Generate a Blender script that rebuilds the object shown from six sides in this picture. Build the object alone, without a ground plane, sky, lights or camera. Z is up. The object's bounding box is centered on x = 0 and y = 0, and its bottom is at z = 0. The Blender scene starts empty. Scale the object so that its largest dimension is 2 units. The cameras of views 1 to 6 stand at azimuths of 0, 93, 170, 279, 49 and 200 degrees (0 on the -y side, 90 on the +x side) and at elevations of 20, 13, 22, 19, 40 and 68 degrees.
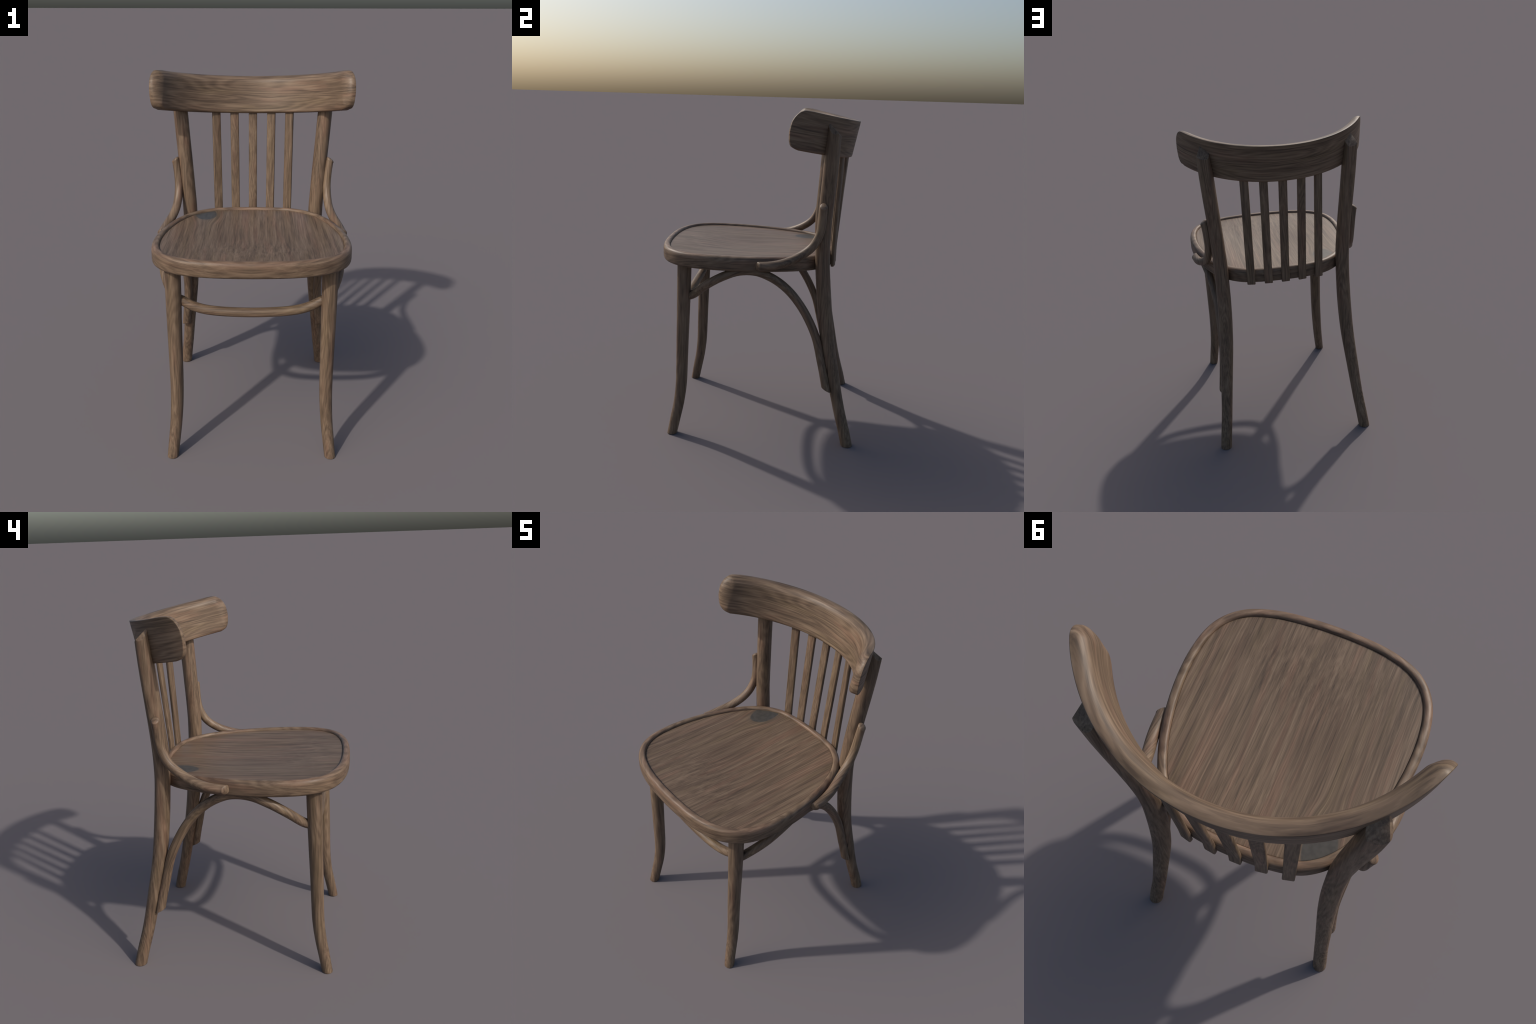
# Bentwood cafe chair: turned and steam-bent rods, curved top rail, five back
# slats, framed plywood seat.  Everything is lofted from profiles and spines.
import bpy, bmesh, math
import numpy as np
from mathutils import Vector

V = Vector
# ---------------------------------------------------------------- utilities


def catmull(pts, n=8, closed=False):
    """Smooth curve through control points (centripetal Catmull-Rom)."""
    P = [np.array(p, float) for p in pts]
    m = len(P)
    out = []
    segs = m if closed else m - 1
    for i in range(segs):
        if closed:
            p0, p1, p2, p3 = P[(i - 1) % m], P[i], P[(i + 1) % m], P[(i + 2) % m]
        else:
            p1, p2 = P[i], P[i + 1]
            p0 = P[i - 1] if i > 0 else 2 * p1 - p2
            p3 = P[i + 2] if i + 2 < m else 2 * p2 - p1
        t0 = 0.0
        t1 = t0 + max(np.linalg.norm(p1 - p0), 1e-6) ** .5
        t2 = t1 + max(np.linalg.norm(p2 - p1), 1e-6) ** .5
        t3 = t2 + max(np.linalg.norm(p3 - p2), 1e-6) ** .5
        for k in range(n):
            t = t1 + (t2 - t1) * k / n
            a1 = (t1 - t) / (t1 - t0) * p0 + (t - t0) / (t1 - t0) * p1
            a2 = (t2 - t) / (t2 - t1) * p1 + (t - t1) / (t2 - t1) * p2
            a3 = (t3 - t) / (t3 - t2) * p2 + (t - t2) / (t3 - t2) * p3
            b1 = (t2 - t) / (t2 - t0) * a1 + (t - t0) / (t2 - t0) * a2
            b2 = (t3 - t) / (t3 - t1) * a2 + (t - t1) / (t3 - t1) * a3
            out.append((t2 - t) / (t2 - t1) * b1 + (t - t1) / (t2 - t1) * b2)
    if not closed:
        out.append(P[-1])
    return np.array(out)


def smooth(c, times=3):
    """Relax an open curve a little so that it has no kinks."""
    for _ in range(times):
        d = c.copy()
        d[1:-1] = .25 * c[:-2] + .5 * c[1:-1] + .25 * c[2:]
        c = d
    return c


def new_object(name, bm, mat, parent, sharp=35.0):
    bmesh.ops.recalc_face_normals(bm, faces=bm.faces)
    me = bpy.data.meshes.new(name)
    bm.to_mesh(me)
    bm.free()
    for p in me.polygons:
        p.use_smooth = True
    me.set_sharp_from_angle(angle=math.radians(sharp))
    me.materials.append(mat)
    ob = bpy.data.objects.new(name, me)
    bpy.context.scene.collection.objects.link(ob)
    ob.parent = parent
    return ob


def tube(spine, radius, sides=28, square=None, turn=0.0):
    """Round rod along a spine; spine rows are (x, y, z), radius(i, t)."""
    bm = bmesh.new()
    n = len(spine)
    tang = np.gradient(spine, axis=0)
    tang /= np.linalg.norm(tang, axis=1)[:, None]
    ref = np.array([1., 0, 0])
    if abs(tang[0] @ ref) > .8:
        ref = np.array([0, 0, 1.])
    u = ref - tang[0] * (ref @ tang[0])
    u /= np.linalg.norm(u)
    rings = []
    for i in range(n):
        u = u - tang[i] * (u @ tang[i])
        u /= np.linalg.norm(u)
        w = np.cross(tang[i], u)
        r = radius[i] if hasattr(radius, '__len__') else radius
        ring = []
        for k in range(sides):
            a = 2 * math.pi * k / sides
            e = 2.0                        # superellipse: 2 is round, more is squarer (back half only)
            if square is not None and math.sin(a) > 0:
                e = square[i]
            g = (abs(math.cos(a)) ** e + abs(math.sin(a)) ** e) ** (-1 / e)
            a2 = a + turn
            ring.append(bm.verts.new(spine[i] + r * g * (math.cos(a2) * u + math.sin(a2) * w)))
        rings.append(ring)
    for a, b in zip(rings, rings[1:]):
        for k in range(sides):
            bm.faces.new((a[k], a[(k + 1) % sides], b[(k + 1) % sides], b[k]))
    bm.faces.new(rings[0][::-1])
    bm.faces.new(rings[-1])
    return bm


def saw(bm, point, normal, edge=.004, segments=3, dome=0.0):
    """Saw a rod off with a plane, close the cut and break its edge."""
    normal = V(normal).normalized()
    geom = bm.verts[:] + bm.edges[:] + bm.faces[:]
    bmesh.ops.bisect_plane(bm, geom=geom, plane_co=V(point), plane_no=normal, clear_outer=True)
    rim = [e for e in bm.edges if e.is_boundary]
    if dome > 0:                       # hand-rounded end instead of a flat one
        loop, seen = [rim[0].verts[0]], {rim[0].verts[0]}
        while True:
            nxt = [v for e in loop[-1].link_edges if e.is_boundary for v in e.verts if v not in seen]
            if not nxt:
                break
            loop.append(nxt[0])
            seen.add(nxt[0])
        c = sum((v.co for v in loop), V()) / len(loop)
        base = [v.co.copy() for v in loop]
        m = len(loop)
        for k in range(1, 9):
            a = math.pi / 2 * k / 8
            sc, up = math.cos(a) ** .8, dome * math.sin(a) ** .8
            if k == 8:
                tip = bm.verts.new(c + normal * up)
                for i in range(m):
                    bm.faces.new((loop[i], loop[(i + 1) % m], tip))
                break
            ring = [bm.verts.new(c + (p - c) * sc + normal * up) for p in base]
            for i in range(m):
                bm.faces.new((loop[i], loop[(i + 1) % m], ring[(i + 1) % m], ring[i]))
            loop = ring
        return bm
    bmesh.ops.edgeloop_fill(bm, edges=rim)
    if edge > 0:
        rim = [e for e in bm.edges if all(abs((v.co - V(point)).dot(normal)) < 1e-4 for v in e.verts)]
        bmesh.ops.bevel(bm, geom=rim, offset=edge, segments=segments, profile=.5,
                        affect='EDGES', clamp_overlap=True)
    return bm


def mirror(pts, s):
    return [(s * p[0], p[1], p[2]) for p in pts]


# ---------------------------------------------------------------- materials

def wood(name, coords, dark=1.0, knot=None, seed=0.0, figure=1.0, wavy=.022, grain=1.45, long=1.05):
    """Greyed walnut.  coords(builder) returns sockets (along, across, depth), in metres,
    along the grain and in the two directions across it."""
    mat = bpy.data.materials.new(name)
    mat.use_nodes = True
    nt = mat.node_tree
    N, L = nt.nodes, nt.links
    for x in list(N):
        N.remove(x)

    def put(sock, v):
        if isinstance(v, bpy.types.NodeSocket):
            L.new(v, sock)
        else:
            sock.default_value = v

    def math_(op, a, b=0.0, c=0.0):
        n = N.new('ShaderNodeMath')
        n.operation = op
        put(n.inputs[0], a)
        put(n.inputs[1], b)
        put(n.inputs[2], c)
        return n.outputs[0]

    def vec(x, y, z):
        n = N.new('ShaderNodeCombineXYZ')
        put(n.inputs[0], x)
        put(n.inputs[1], y)
        put(n.inputs[2], z)
        return n.outputs[0]

    def noise(v, w, detail=2.0, rough=.5, dist=0.0):
        n = N.new('ShaderNodeTexNoise')
        n.noise_dimensions = '4D'
        put(n.inputs['Vector'], v)
        put(n.inputs['W'], w)
        n.inputs['Scale'].default_value = 1.0
        n.inputs['Detail'].default_value = detail
        n.inputs['Roughness'].default_value = rough
        n.inputs['Distortion'].default_value = dist
        return n.outputs['Fac']

    def ramp(f, stops):
        n = N.new('ShaderNodeValToRGB')
        put(n.inputs[0], f)
        cr = n.color_ramp
        cr.interpolation = 'EASE'
        while len(cr.elements) < len(stops):
            cr.elements.new(.5)
        for e, (p, c) in zip(cr.elements, stops):
            e.position = p
            e.color = tuple(c) + (1,) if len(c) == 3 else c
        return n.outputs[0]

    def mix(f, a, b, mode='MIX'):
        n = N.new('ShaderNodeMix')
        n.data_type = 'RGBA'
        n.blend_type = mode
        put(n.inputs[0], f)
        put(n.inputs[6], a)
        put(n.inputs[7], b)
        return n.outputs[2]

    def maprange(f, a, b, c, d, kind='SMOOTHSTEP'):
        n = N.new('ShaderNodeMapRange')
        n.interpolation_type = kind
        put(n.inputs[0], f)
        for i, v in zip((1, 2, 3, 4), (a, b, c, d)):
            n.inputs[i].default_value = v
        return n.outputs[0]

    tc = N.new('ShaderNodeTexCoord').outputs['Object']
    sp = N.new('ShaderNodeSeparateXYZ')
    L.new(tc, sp.inputs[0])
    x, y, z = sp.outputs
    along, across, depth = coords(math_, x, y, z)
    rnd = N.new('ShaderNodeObjectInfo').outputs['Random']
    W = math_('MULTIPLY_ADD', rnd, 37.0, seed)

    if knot:                       # grain flows round a flat knot
        kx, ky, rx, ry = knot
        ex = math_('DIVIDE', math_('SUBTRACT', x, kx), rx)
        ey = math_('DIVIDE', math_('SUBTRACT', y, ky), ry)
        wob = noise(vec(math_('MULTIPLY', x, 14.), math_('MULTIPLY', y, 14.), z), 3.3, 1.0)
        kd = math_('SQRT', math_('ADD', math_('MULTIPLY', ex, ex), math_('MULTIPLY', ey, ey)))
        kd = math_('ADD', kd, math_('MULTIPLY', math_('SUBTRACT', wob, .5), .2))
        push = maprange(kd, .6, 2.2, 1.0, 0.0)
        across = math_('SUBTRACT', across, math_('MULTIPLY', math_('MULTIPLY', push, ex), .035))

    # slow sideways wander of the grain
    wan = noise(vec(math_('MULTIPLY', along, 2.6), math_('MULTIPLY', across, 4.), math_('MULTIPLY', depth, 4.)), W, 2.0)
    wander = math_('MULTIPLY', math_('SUBTRACT', wan, .5), wavy)
    ac = math_('ADD', across, wander)
    de = math_('ADD', depth, wander)

    def streak(fa, fc, w, detail=3.0, rough=.55, dist=0.0):
        return noise(vec(math_('MULTIPLY', along, fa / long), math_('MULTIPLY', ac, fc * grain), math_('MULTIPLY', de, fc * grain)),
                     math_('ADD', W, w), detail, rough, dist)

    broad = streak(2.4, 26., 1.0, 3.0)
    mid = streak(5.5, 95., 5.0, 4.0, .6, .15)
    fine = streak(16., 300., 9.0, 2.0, .6)
    # cathedral figure: contour lines of a stretched smooth field
    field = streak(1.5, 9., 13.0, 1.2, .4)
    rings = math_('SINE', math_('MULTIPLY', field, 95.0))
    rings = math_('MULTIPLY_ADD', rings, .5, .5)
    tone = math_('ADD', math_('MULTIPLY', broad, .42), math_('MULTIPLY', mid, .64))
    tone = math_('ADD', tone, math_('MULTIPLY', fine, .26))
    tone = math_('ADD', tone, math_('MULTIPLY', math_('SUBTRACT', rings, .5), .10 * figure))
    k = dark
    col = ramp(tone, [(.48, (.072 * k, .0480 * k, .0325 * k)), (.595, (.120 * k, .081 * k, .0535 * k)),
                      (.68, (.158 * k, .1075 * k, .071 * k)), (.81, (.212 * k, .149 * k, .100 * k))])
    # dark growth lines, thin and broken
    line = streak(2.3, 105., 21.0, 3.0, .6)
    gate = streak(3.0, 14., 25.0, 1.0)
    lf = math_('MULTIPLY', maprange(line, .54, .66, 0., 1.), maprange(gate, .40, .60, .25, 1.))
    col = mix(math_('MULTIPLY', lf, .50), col, (.056 * k, .038 * k, .027 * k, 1))
    # patches of rosy and of olive wood
    hue = streak(3.2, 16., 31.0, 2.0)
    rosy = maprange(hue, .52, .67, 0., .6)
    olive = maprange(hue, .47, .33, 0., .35)
    col = mix(rosy, col, (1.10, .95, .95, 1), 'MULTIPLY')
    col = mix(olive, col, (1.0, 1.03, .86, 1), 'MULTIPLY')
    if knot:
        halo = maprange(kd, .95, 1.45, .45, 0.)
        col = mix(halo, col, (.085, .066, .050, 1))
        cloud = noise(vec(math_('MULTIPLY', x, 45.), math_('MULTIPLY', y, 45.), z), 8.1, 3.0)
        grey = ramp(cloud, [(.35, (.047, .043, .038)), (.65, (.061, .056, .049))])
        col = mix(maprange(kd, .93, 1.06, 1., 0.), col, grey)

    bs = N.new('ShaderNodeBsdfPrincipled')
    L.new(col, bs.inputs['Base Color'])
    put(bs.inputs['Roughness'], maprange(tone, .4, .8, .55, .47))
    bs.inputs['Specular IOR Level'].default_value = .33
    bump = N.new('ShaderNodeBump')
    bump.inputs['Strength'].default_value = .12
    bump.inputs['Distance'].default_value = .002
    L.new(tone, bump.inputs['Height'])
    L.new(bump.outputs[0], bs.inputs['Normal'])
    out = N.new('ShaderNodeOutputMaterial')
    L.new(bs.outputs[0], out.inputs[0])
    return mat


def along_z(m, x, y, z):
    return z, x, y


def along_x(m, x, y, z):
    return x, z, y


def along_y(m, x, y, z):
    return y, x, z


def round_centre(cy, cz, sy, sz, scale):
    """Grain that follows an arc in the y-z plane (bent rods)."""
    def f(m, x, y, z):
        a = m('DIVIDE', m('SUBTRACT', y, cy), sy)
        b = m('DIVIDE', m('SUBTRACT', z, cz), sz)
        ang = m('ARCTAN2', b, a)
        rad = m('SQRT', m('ADD', m('MULTIPLY', a, a), m('MULTIPLY', b, b)))
        return m('MULTIPLY', ang, scale), x, m('MULTIPLY', rad, scale)
    return f


def round_seat(m, x, y, z):
    """Grain that runs round the seat frame."""
    yy = m('ADD', y, .10)
    ang = m('ARCTAN2', m('ABSOLUTE', x), m('MULTIPLY', yy, 1.0))
    rad = m('SQRT', m('ADD', m('MULTIPLY', x, x), m('MULTIPLY', yy, yy)))
    # lines climb slowly while they run round
    lift = m('ADD', z, m('MULTIPLY', ang, .022))
    return m('MULTIPLY', ang, .5), m('MULTIPLY', lift, .9), m('MULTIPLY', rad, .35)


# rail frame: back surface is a cylinder of radius RR whose axis leans back
LEAN, RR = .20, .61
AX = np.array([0, LEAN, 1.]) / math.hypot(1, LEAN)
FW = np.array([0, -1., LEAN]) / math.hypot(1, LEAN)
R0 = np.array([0, .583, 1.937])             # middle of the upper back edge
RC = R0 + FW * RR                           # on the cylinder axis


def round_rail(m, x, y, z):
    dy, dz = m('SUBTRACT', y, float(RC[1])), m('SUBTRACT', z, float(RC[2]))
    f = m('ADD', m('MULTIPLY', dy, float(FW[1])), m('MULTIPLY', dz, float(FW[2])))
    h = m('ADD', m('MULTIPLY', dy, float(AX[1])), m('MULTIPLY', dz, float(AX[2])))
    ang = m('ARCTAN2', x, m('MULTIPLY', f, -1.0))
    rad = m('SQRT', m('ADD', m('MULTIPLY', x, x), m('MULTIPLY', f, f)))
    return m('MULTIPLY', ang, .55), h, m('MULTIPLY', rad, .22)


M_upright = wood('walnut_upright', along_z, dark=.95, seed=2.0)
M_slat = wood('walnut_slat', along_z, dark=.95, seed=5.0)
M_cross = wood('walnut_cross', along_x, dark=.95, seed=8.0)
M_hoop = wood('walnut_bent_hoop', round_centre(0., .35, .43, .71, .55), dark=.95, seed=11.0)
M_arm = wood('walnut_bent_arm', round_centre(.09, 1.40, 1., 1., .28), dark=.95, seed=14.0)
M_rim = wood('walnut_seat_frame', round_seat, dark=.96, seed=17.0)
M_panel = wood('walnut_seat_panel', along_y, seed=20.0, dark=.86,
               knot=(-.282, .312, .064, .108), figure=.45, wavy=.010, grain=1.5, long=1.7)
M_rail = wood('walnut_rail', round_rail, dark=.96, seed=23.0, figure=1.2, wavy=.022, grain=1.3, long=1.2)

# ---------------------------------------------------------------- the chair
chair = bpy.data.objects.new('bentwood_chair', None)
bpy.context.scene.collection.objects.link(chair)
chair['label'] = 'brown bentwood cafe chair with slatted back and curved top rail'
chair['category'] = 'chair'

# --- front legs: straight above, kicked forward and outward at the foot
FRONT_LEG = [(.441, -.520, -.05, .0285), (.433, -.508, 0, .0300), (.421, -.488, .105, .0318), (.411, -.469, .20, .0328),
             (.404, -.456, .315, .0345), (.401, -.4525, .42, .0355), (.401, -.449, .58, .0370), (.402, -.444, .75, .0390),
             (.402, -.440, .92, .0412), (.402, -.437, 1.05, .0420), (.402, -.436, 1.13, .0420)]
# --- rear posts: foot to top of the back in one piece
REAR_POST = [(.472, .590, -.05, .0335), (.465, .578, 0, .0345), (.455, .558, .085, .0348), (.441, .529, .19, .0345),
             (.430, .504, .295, .0352), (.418, .478, .42, .0375), (.4055, .4505, .55, .0400), (.397, .4325, .645, .0418),
             (.3915, .4185, .74, .0430), (.387, .4075, .84, .0435), (.385, .397, .94, .0435), (.3845, .388, 1.04, .0430),
             (.385, .3815, 1.12, .0430), (.387, .379, 1.20, .0430), (.3915, .379, 1.27, .0428), (.397, .382, 1.36, .0425),
             (.404, .388, 1.46, .0418), (.411, .393, 1.55, .0418), (.418, .3985, 1.64, .0418), (.425, .404, 1.74, .0418),
             (.4325, .4095, 1.83, .0392), (.4375, .4135, 1.90, .0372), (.446, .419, 2.0, .036)]


def spine_of(rows, s, n=6):
    c = smooth(catmull(rows, n), 4)
    sp = c[:, :3].copy()
    sp[:, 0] *= s
    return sp, c[:, 3]


for s in (1, -1):
    sp, r = spine_of(FRONT_LEG, s)
    bm = saw(tube(sp, r), (0, 0, 0), (0, 0, -1), .007)
    new_object('front_leg', bm, M_upright, chair)

    sp, r = spine_of(REAR_POST, s)
    sq = np.interp(sp[:, 2], [1.25, 1.75], [2.0, 2.9])
    bm = saw(tube(sp, r, 40, sq, -s * math.radians(18)), (0, 0, 0), (0, 0, -1), .007)
    saw(bm, (s * .437, .390, 1.926), (s * .04, 1.0, 1.0), .003)
    saw(bm, (s * .453, .395, 1.92), (s * 1.1, -.1, .5), .002)
    new_object('rear_post', bm, M_upright, chair)

# --- hoops: from the rear leg up under the seat and down to the front leg
HOOP = [(.391, -.460, .886), (.393, -.430, .885), (.399, -.403, .890), (.415, -.370, .910), (.447, -.320, .958), (.466, -.272, .994), (.475, -.225, 1.024),
        (.478, -.18, 1.046), (.477, -.13, 1.067), (.474, -.065, 1.078), (.468, -.01, 1.075), (.461, .03, 1.064), (.448, .09, 1.035),
        (.435, .146, .996), (.424, .205, .940), (.417, .253, .878), (.414, .294, .814), (.414, .330, .745), (.4135, .362, .670),
        (.416, .382, .598), (.421, .396, .535), (.428, .413, .467), (.438, .431, .381), (.444, .441, .33), (.450, .452, .28)]
for s in (1, -1):
    sp = smooth(catmull(mirror(HOOP, s), 5), 6)
    rad = .0256 * np.minimum(1, .70 + .30 * np.arange(len(sp)) / 9)      # tenon in the front leg
    bm = saw(tube(sp, rad, 24), (s * .44, .435, .349), (0, -.47, -.88), .004)
    new_object('side_hoop', bm, M_hoop, chair)

# --- sagging stretcher between the front legs
ST = [(-.41, -.425, .921), (-.36, -.424, .901), (-.322, -.432, .880), (-.26, -.438, .860), (-.2, -.443, .851), (-.1, -.447, .845), (0, -.448, .843)]
ST = ST + [(-p[0], p[1], p[2]) for p in ST[-2::-1]]
new_object('front_stretcher', tube(smooth(catmull(ST, 6), 6), .0255, 24), M_cross, chair)

# --- braces from the back posts down onto the seat frame
ARM = [(.470, .371, 1.53), (.465, .371, 1.48), (.4605, .3705, 1.45), (.453, .369, 1.393), (.448, .362, 1.324), (.449, .345, 1.276),
       (.453, .318, 1.231), (.461, .271, 1.191), (.479, .209, 1.157), (.497, .151, 1.136), (.509, .085, 1.1225),
       (.5135, .015, 1.1180), (.514, -.08, 1.116)]
for s in (1, -1):
    sp = smooth(catmull(mirror(ARM, s), 6), 6)
    rad = np.interp(sp[:, 2], [1.115, 1.13, 1.2, 1.35, 1.5], [.0260, .0256, .0250, .0240, .0218])
    bm = tube(sp, rad, 24)
    saw(bm, (s * .463, .371, 1.467), (s * .63, 0, .77), dome=.012)
    saw(bm, (s * .507, .0095, 1.118), (s * .62, -.78, 0), dome=.013)
    new_object('seat_brace', bm, M_arm, chair)

# --- seat: a bent frame and a let-in panel, both falling a little to the back
SLOPE = -.0212
Z0 = 1.0795


def seat_z(y, h):
    return Z0 + SLOPE * y + h


HALF = [(0, -.615), (.16, -.608), (.27, -.591), (.38, -.552), (.45, -.496), (.49, -.438), (.514, -.37), (.526, -.29),
        (.529, -.22), (.525, -.13), (.512, -.03), (.493, .06), (.467, .15), (.433, .235), (.395, .305), (.345, .365),
        (.29, .408), (.235, .434), (.13, .453), (0, .459)]
outline = HALF + [(-p[0], p[1]) for p in HALF[-2:0:-1]]
C = catmull(outline, 10, closed=True)
for _ in range(12):
    C = .25 * np.roll(C, 1, 0) + .5 * C + .25 * np.roll(C, -1, 0)
T = np.roll(C, -1, 0) - np.roll(C, 1, 0)
T /= np.linalg.norm(T, axis=1)[:, None]
INW = np.c_[-T[:, 1], T[:, 0]]              # inward normal of the outline

PROFILE = [(.062, .0), (.013, .0), (.008, .001), (.0035, .0045), (.001, .009), (0, .016), (0, .056), (.0007, .0645), (.0027, .072), (.006, .0778),
           (.0105, .0820), (.016, .0845), (.0215, .0855), (.027, .0860), (.032, .0853), (.0362, .0832), (.0392, .0795),
           (.0408, .0745), (.0412, .069), (.0412, .040), (.062, .040)]
bm = bmesh.new()
loops = []
for d, h in PROFILE:
    q = C + INW * d
    loops.append([bm.verts.new((a, b, seat_z(b, h))) for a, b in q])
n = len(C)
for i in range(len(loops)):
    a, b = loops[i], loops[(i + 1) % len(loops)]
    for k in range(n):
        bm.faces.new((a[k], a[(k + 1) % n], b[(k + 1) % n], b[k]))
new_object('seat_frame', bm, M_rim, chair, 50)

# the panel is let in a little below the frame and dished towards its middle
bm = bmesh.new()
q = C + INW * .038
mid = np.array([0., -.085])
STEPS = 40
rings = []
for f in [i / STEPS for i in range(1, STEPS)] + [.982, .986, .990, .993, .996, 1.0]:
    dish = .0200 * (1 - f * f) ** 2.3 - .0010 + .006 * max(0., (f - .988) / .012) ** 2
    rings.append([bm.verts.new((p[0], p[1], seat_z(p[1], .0715 - dish))) for p in mid + (q - mid) * f])
hub = bm.verts.new((mid[0], mid[1], seat_z(mid[1], .0715 - .0190)))
for k in range(n):
    bm.faces.new((hub, rings[0][k], rings[0][(k + 1) % n]))
for a, b in zip(rings, rings[1:]):
    for k in range(n):
        bm.faces.new((a[k], a[(k + 1) % n], b[(k + 1) % n], b[k]))
bot = [bm.verts.new((a, b, seat_z(b, .0360))) for a, b in q]
bm.faces.new(bot[::-1])
for k in range(n):
    bm.faces.new((rings[-1][k], bot[k], bot[(k + 1) % n], rings[-1][(k + 1) % n]))
new_object('seat_panel', bm, M_panel, chair)

# --- slats: bent strips let into the rail and fixed behind the seat frame
SLATS = [(0., 0., .4628, .5123, 0., 0.), (.106, .1115, .4593, .5023, 8., 10.), (.2125, .22, .4493, .4713, 14., 20.)]


def slat(xb, xt, yb, yt, wb, wt, s):
    bm = bmesh.new()
    rows = []
    zb = 1.065
    for z in list(np.linspace(zb, 1.80, 34)):
        f = max(0., (z - 1.13) / (1.72 - 1.13))
        bend = f if f > .12 else f * f / .24 + .0
        bend = (f * f / .24) if f < .12 else f - .06
        y = yb + (yt - yb) * bend / .94
        x = xb + (xt - xb) * (z - zb) / (1.72 - zb)
        w = math.radians(wb + (wt - wb) * (z - zb) / (1.72 - zb))
        hx, hy, c = .0252, .0100, .0050
        ring = []
        for ux, uy in [(hx, -hy + c), (hx, hy - c), (hx - c * .3, hy - c * .3), (hx - c, hy), (-hx + c, hy), (-hx + c * .3, hy - c * .3),
                       (-hx, hy - c), (-hx, -hy + c), (-hx + c * .3, -hy + c * .3), (-hx + c, -hy), (hx - c, -hy), (hx - c * .3, -hy + c * .3)]:
            px = x + ux * math.cos(w) + uy * math.sin(w)
            py = y - ux * math.sin(w) + uy * math.cos(w)
            ring.append(bm.verts.new((s * px, py, z)))
        rows.append(ring)
    m = len(rows[0])
    for a, b in zip(rows, rows[1:]):
        for k in range(m):
            bm.faces.new((a[k], a[(k + 1) % m], b[(k + 1) % m], b[k]))
    low = bm.faces.new(rows[0][::-1])
    bm.faces.new(rows[-1])
    bmesh.ops.bevel(bm, geom=list(low.edges), offset=.0045, segments=2, profile=.5, affect='EDGES')
    return bm


for spec, sides in ((SLATS[2], (-1,)), (SLATS[1], (-1,)), (SLATS[0], (1,)), (SLATS[1], (1,)), (SLATS[2], (1,))):
    for s in sides:
        new_object('back_slat', slat(*spec, s), M_slat, chair, 60)

# --- top rail: arched board, upper front edge and ends heavily rounded
THICK, TALL = .056, .221
END = [(0, 59.0), (.002, 62.0), (.006, 64.3), (.018, 66.2), (.035, 67.7), (.06, 68.9), (.09, 69.5), (.117, 69.55), (.145, 69.2), (.175, 68.5),
       (.191, 67.8), (.204, 66.8), (.213, 65.2), (.221, 62.3)]     # depth below the top edge, half angle
END = [tuple(p) for p in catmull(END, 5)]
eh, ea = np.array(END).T
rows = TALL * (.5 - .5 * np.cos(np.linspace(0, math.pi, 49)))
cols = np.sin(np.linspace(-math.pi / 2, math.pi / 2, 161))
cols = np.sign(cols) * np.abs(cols) ** .9
edge = [(RR * math.radians(a), h) for h, a in END]
# closed outline of the board, unrolled, with the fillet radius wanted there
poly = [(-u, h) for u, h in edge[::-1]] + edge
seg_a = np.array(poly)
seg_b = np.roll(seg_a, -1, 0)


def fillet(u, h):
    """Fillet radius as a function of place on the outline."""
    f = min(1, max(0, h / TALL))
    end = .053 - .018 * f
    top, low = .046, .012
    if f < .12:
        k = f / .12
        return top * (1 - k) + end * k
    if f > .90:
        k = (f - .90) / .10
        return end * (1 - k) + low * k
    return end


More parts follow.
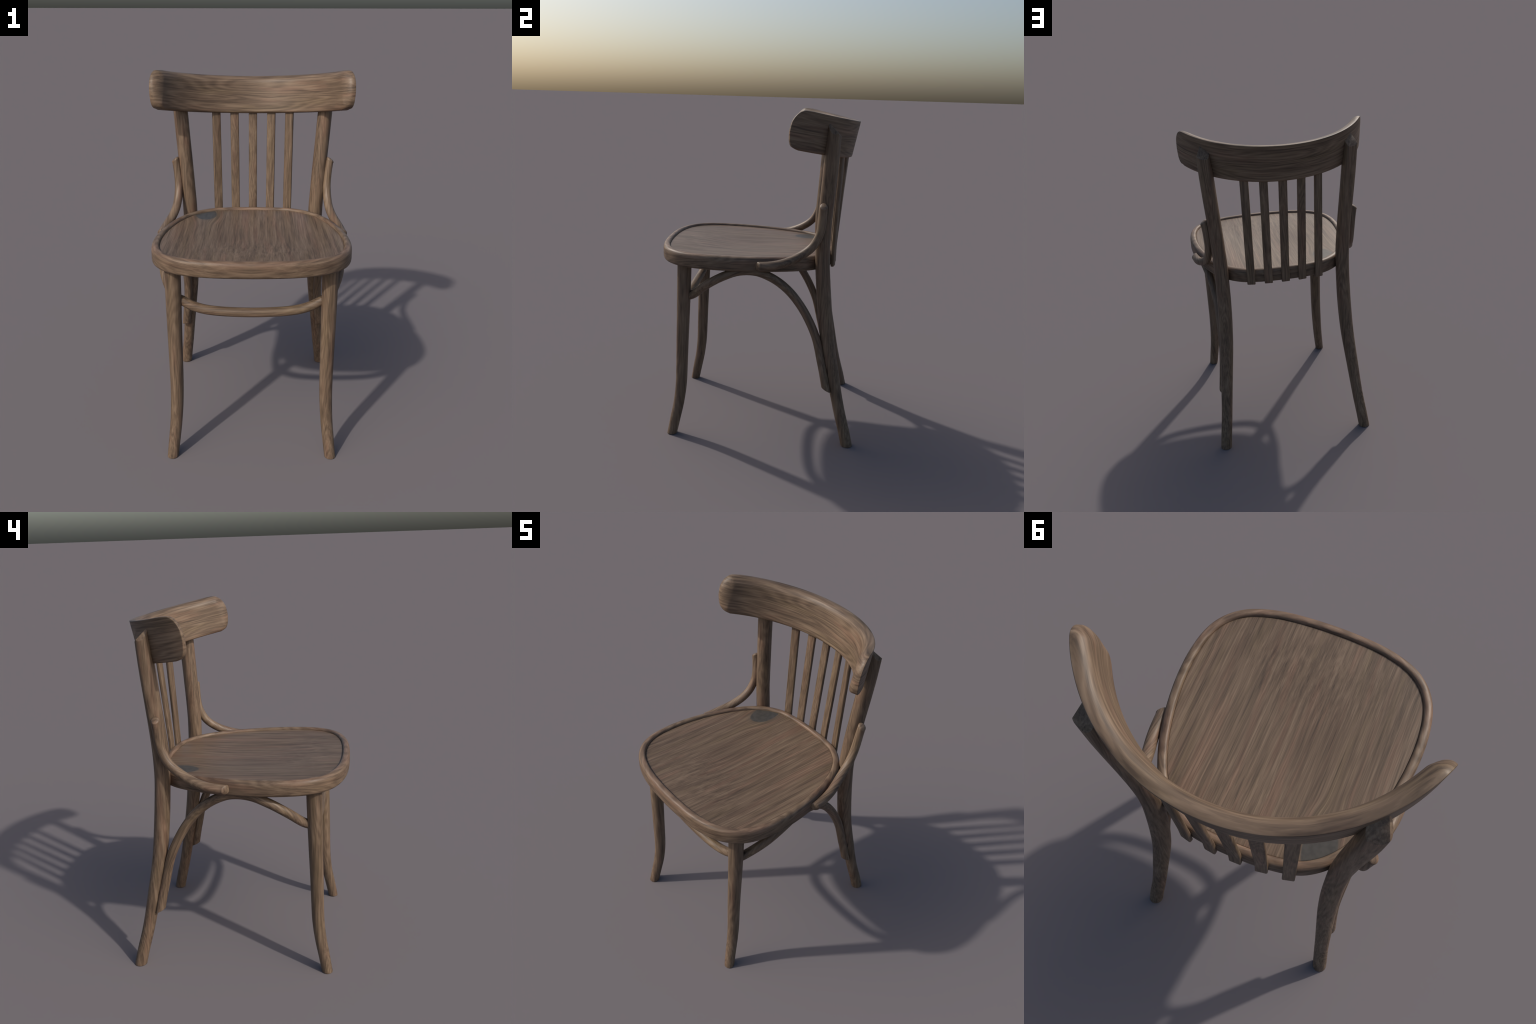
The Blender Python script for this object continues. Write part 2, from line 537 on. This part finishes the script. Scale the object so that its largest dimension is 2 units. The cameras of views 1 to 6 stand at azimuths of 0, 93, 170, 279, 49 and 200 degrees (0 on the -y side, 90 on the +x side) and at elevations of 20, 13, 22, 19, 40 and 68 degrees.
def depth_at(u, h):
    p = np.array([u, h])
    ab = seg_b - seg_a
    t = np.clip(((p - seg_a) * ab).sum(1) / np.maximum((ab * ab).sum(1), 1e-12), 0, 1)
    near = seg_a + t[:, None] * ab
    dist = np.linalg.norm(near - p, axis=1)
    i = dist.argmin()
    d = dist[i]
    r = fillet(*near[i])
    # blend the radius of the neighbourhood so that corners stay smooth
    wgt = np.exp(-(dist - d) / .008)
    r = sum(wg * fillet(*nn) for wg, nn in zip(wgt, near)) / wgt.sum()
    # the rounding of the ends runs further in than it is deep
    side = [min(1., max(0., min(nn[1], TALL - nn[1]) / .03)) for nn in near]
    d *= 1 - .42 * sum(wg * q for wg, q in zip(wgt, side)) / wgt.sum()
    front = THICK - r + math.sqrt(max(0, r * r - max(0, r - d) ** 2))
    f = near[i][1] / TALL
    rb = .010 if f > .97 else .003
    back = rb - math.sqrt(max(0, rb * rb - max(0, rb - d) ** 2))
    return front, back


bm = bmesh.new()
fr, bk = [], []
for h in rows:
    a_end = np.interp(h, eh, ea)
    fa, ba = [], []
    for c in cols:
        th = math.radians(a_end * c)
        tf, tb = depth_at(RR * th, h)
        radial = np.array([math.sin(th), 0, 0]) - FW * math.cos(th)
        base = RC - AX * h
        fa.append(bm.verts.new(base + radial * (RR - tf)))
        ba.append(bm.verts.new(base + radial * (RR - tb)))
    fr.append(fa)
    bk.append(ba)
for g, flip in ((fr, False), (bk, True)):
    for i in range(len(g) - 1):
        for j in range(len(g[0]) - 1):
            f = [g[i][j], g[i][j + 1], g[i + 1][j + 1], g[i + 1][j]]
            bm.faces.new(f[::-1] if flip else f)
nr, nc = len(rows), len(cols)
loop = [(0, j) for j in range(nc)] + [(i, nc - 1) for i in range(1, nr)] + \
       [(nr - 1, j) for j in range(nc - 2, -1, -1)] + [(i, 0) for i in range(nr - 2, 0, -1)]
for (i, j), (k, l) in zip(loop, loop[1:] + loop[:1]):
    bm.faces.new((fr[i][j], bk[i][j], bk[k][l], fr[k][l]))
new_object('top_rail', bm, M_rail, chair, 40)
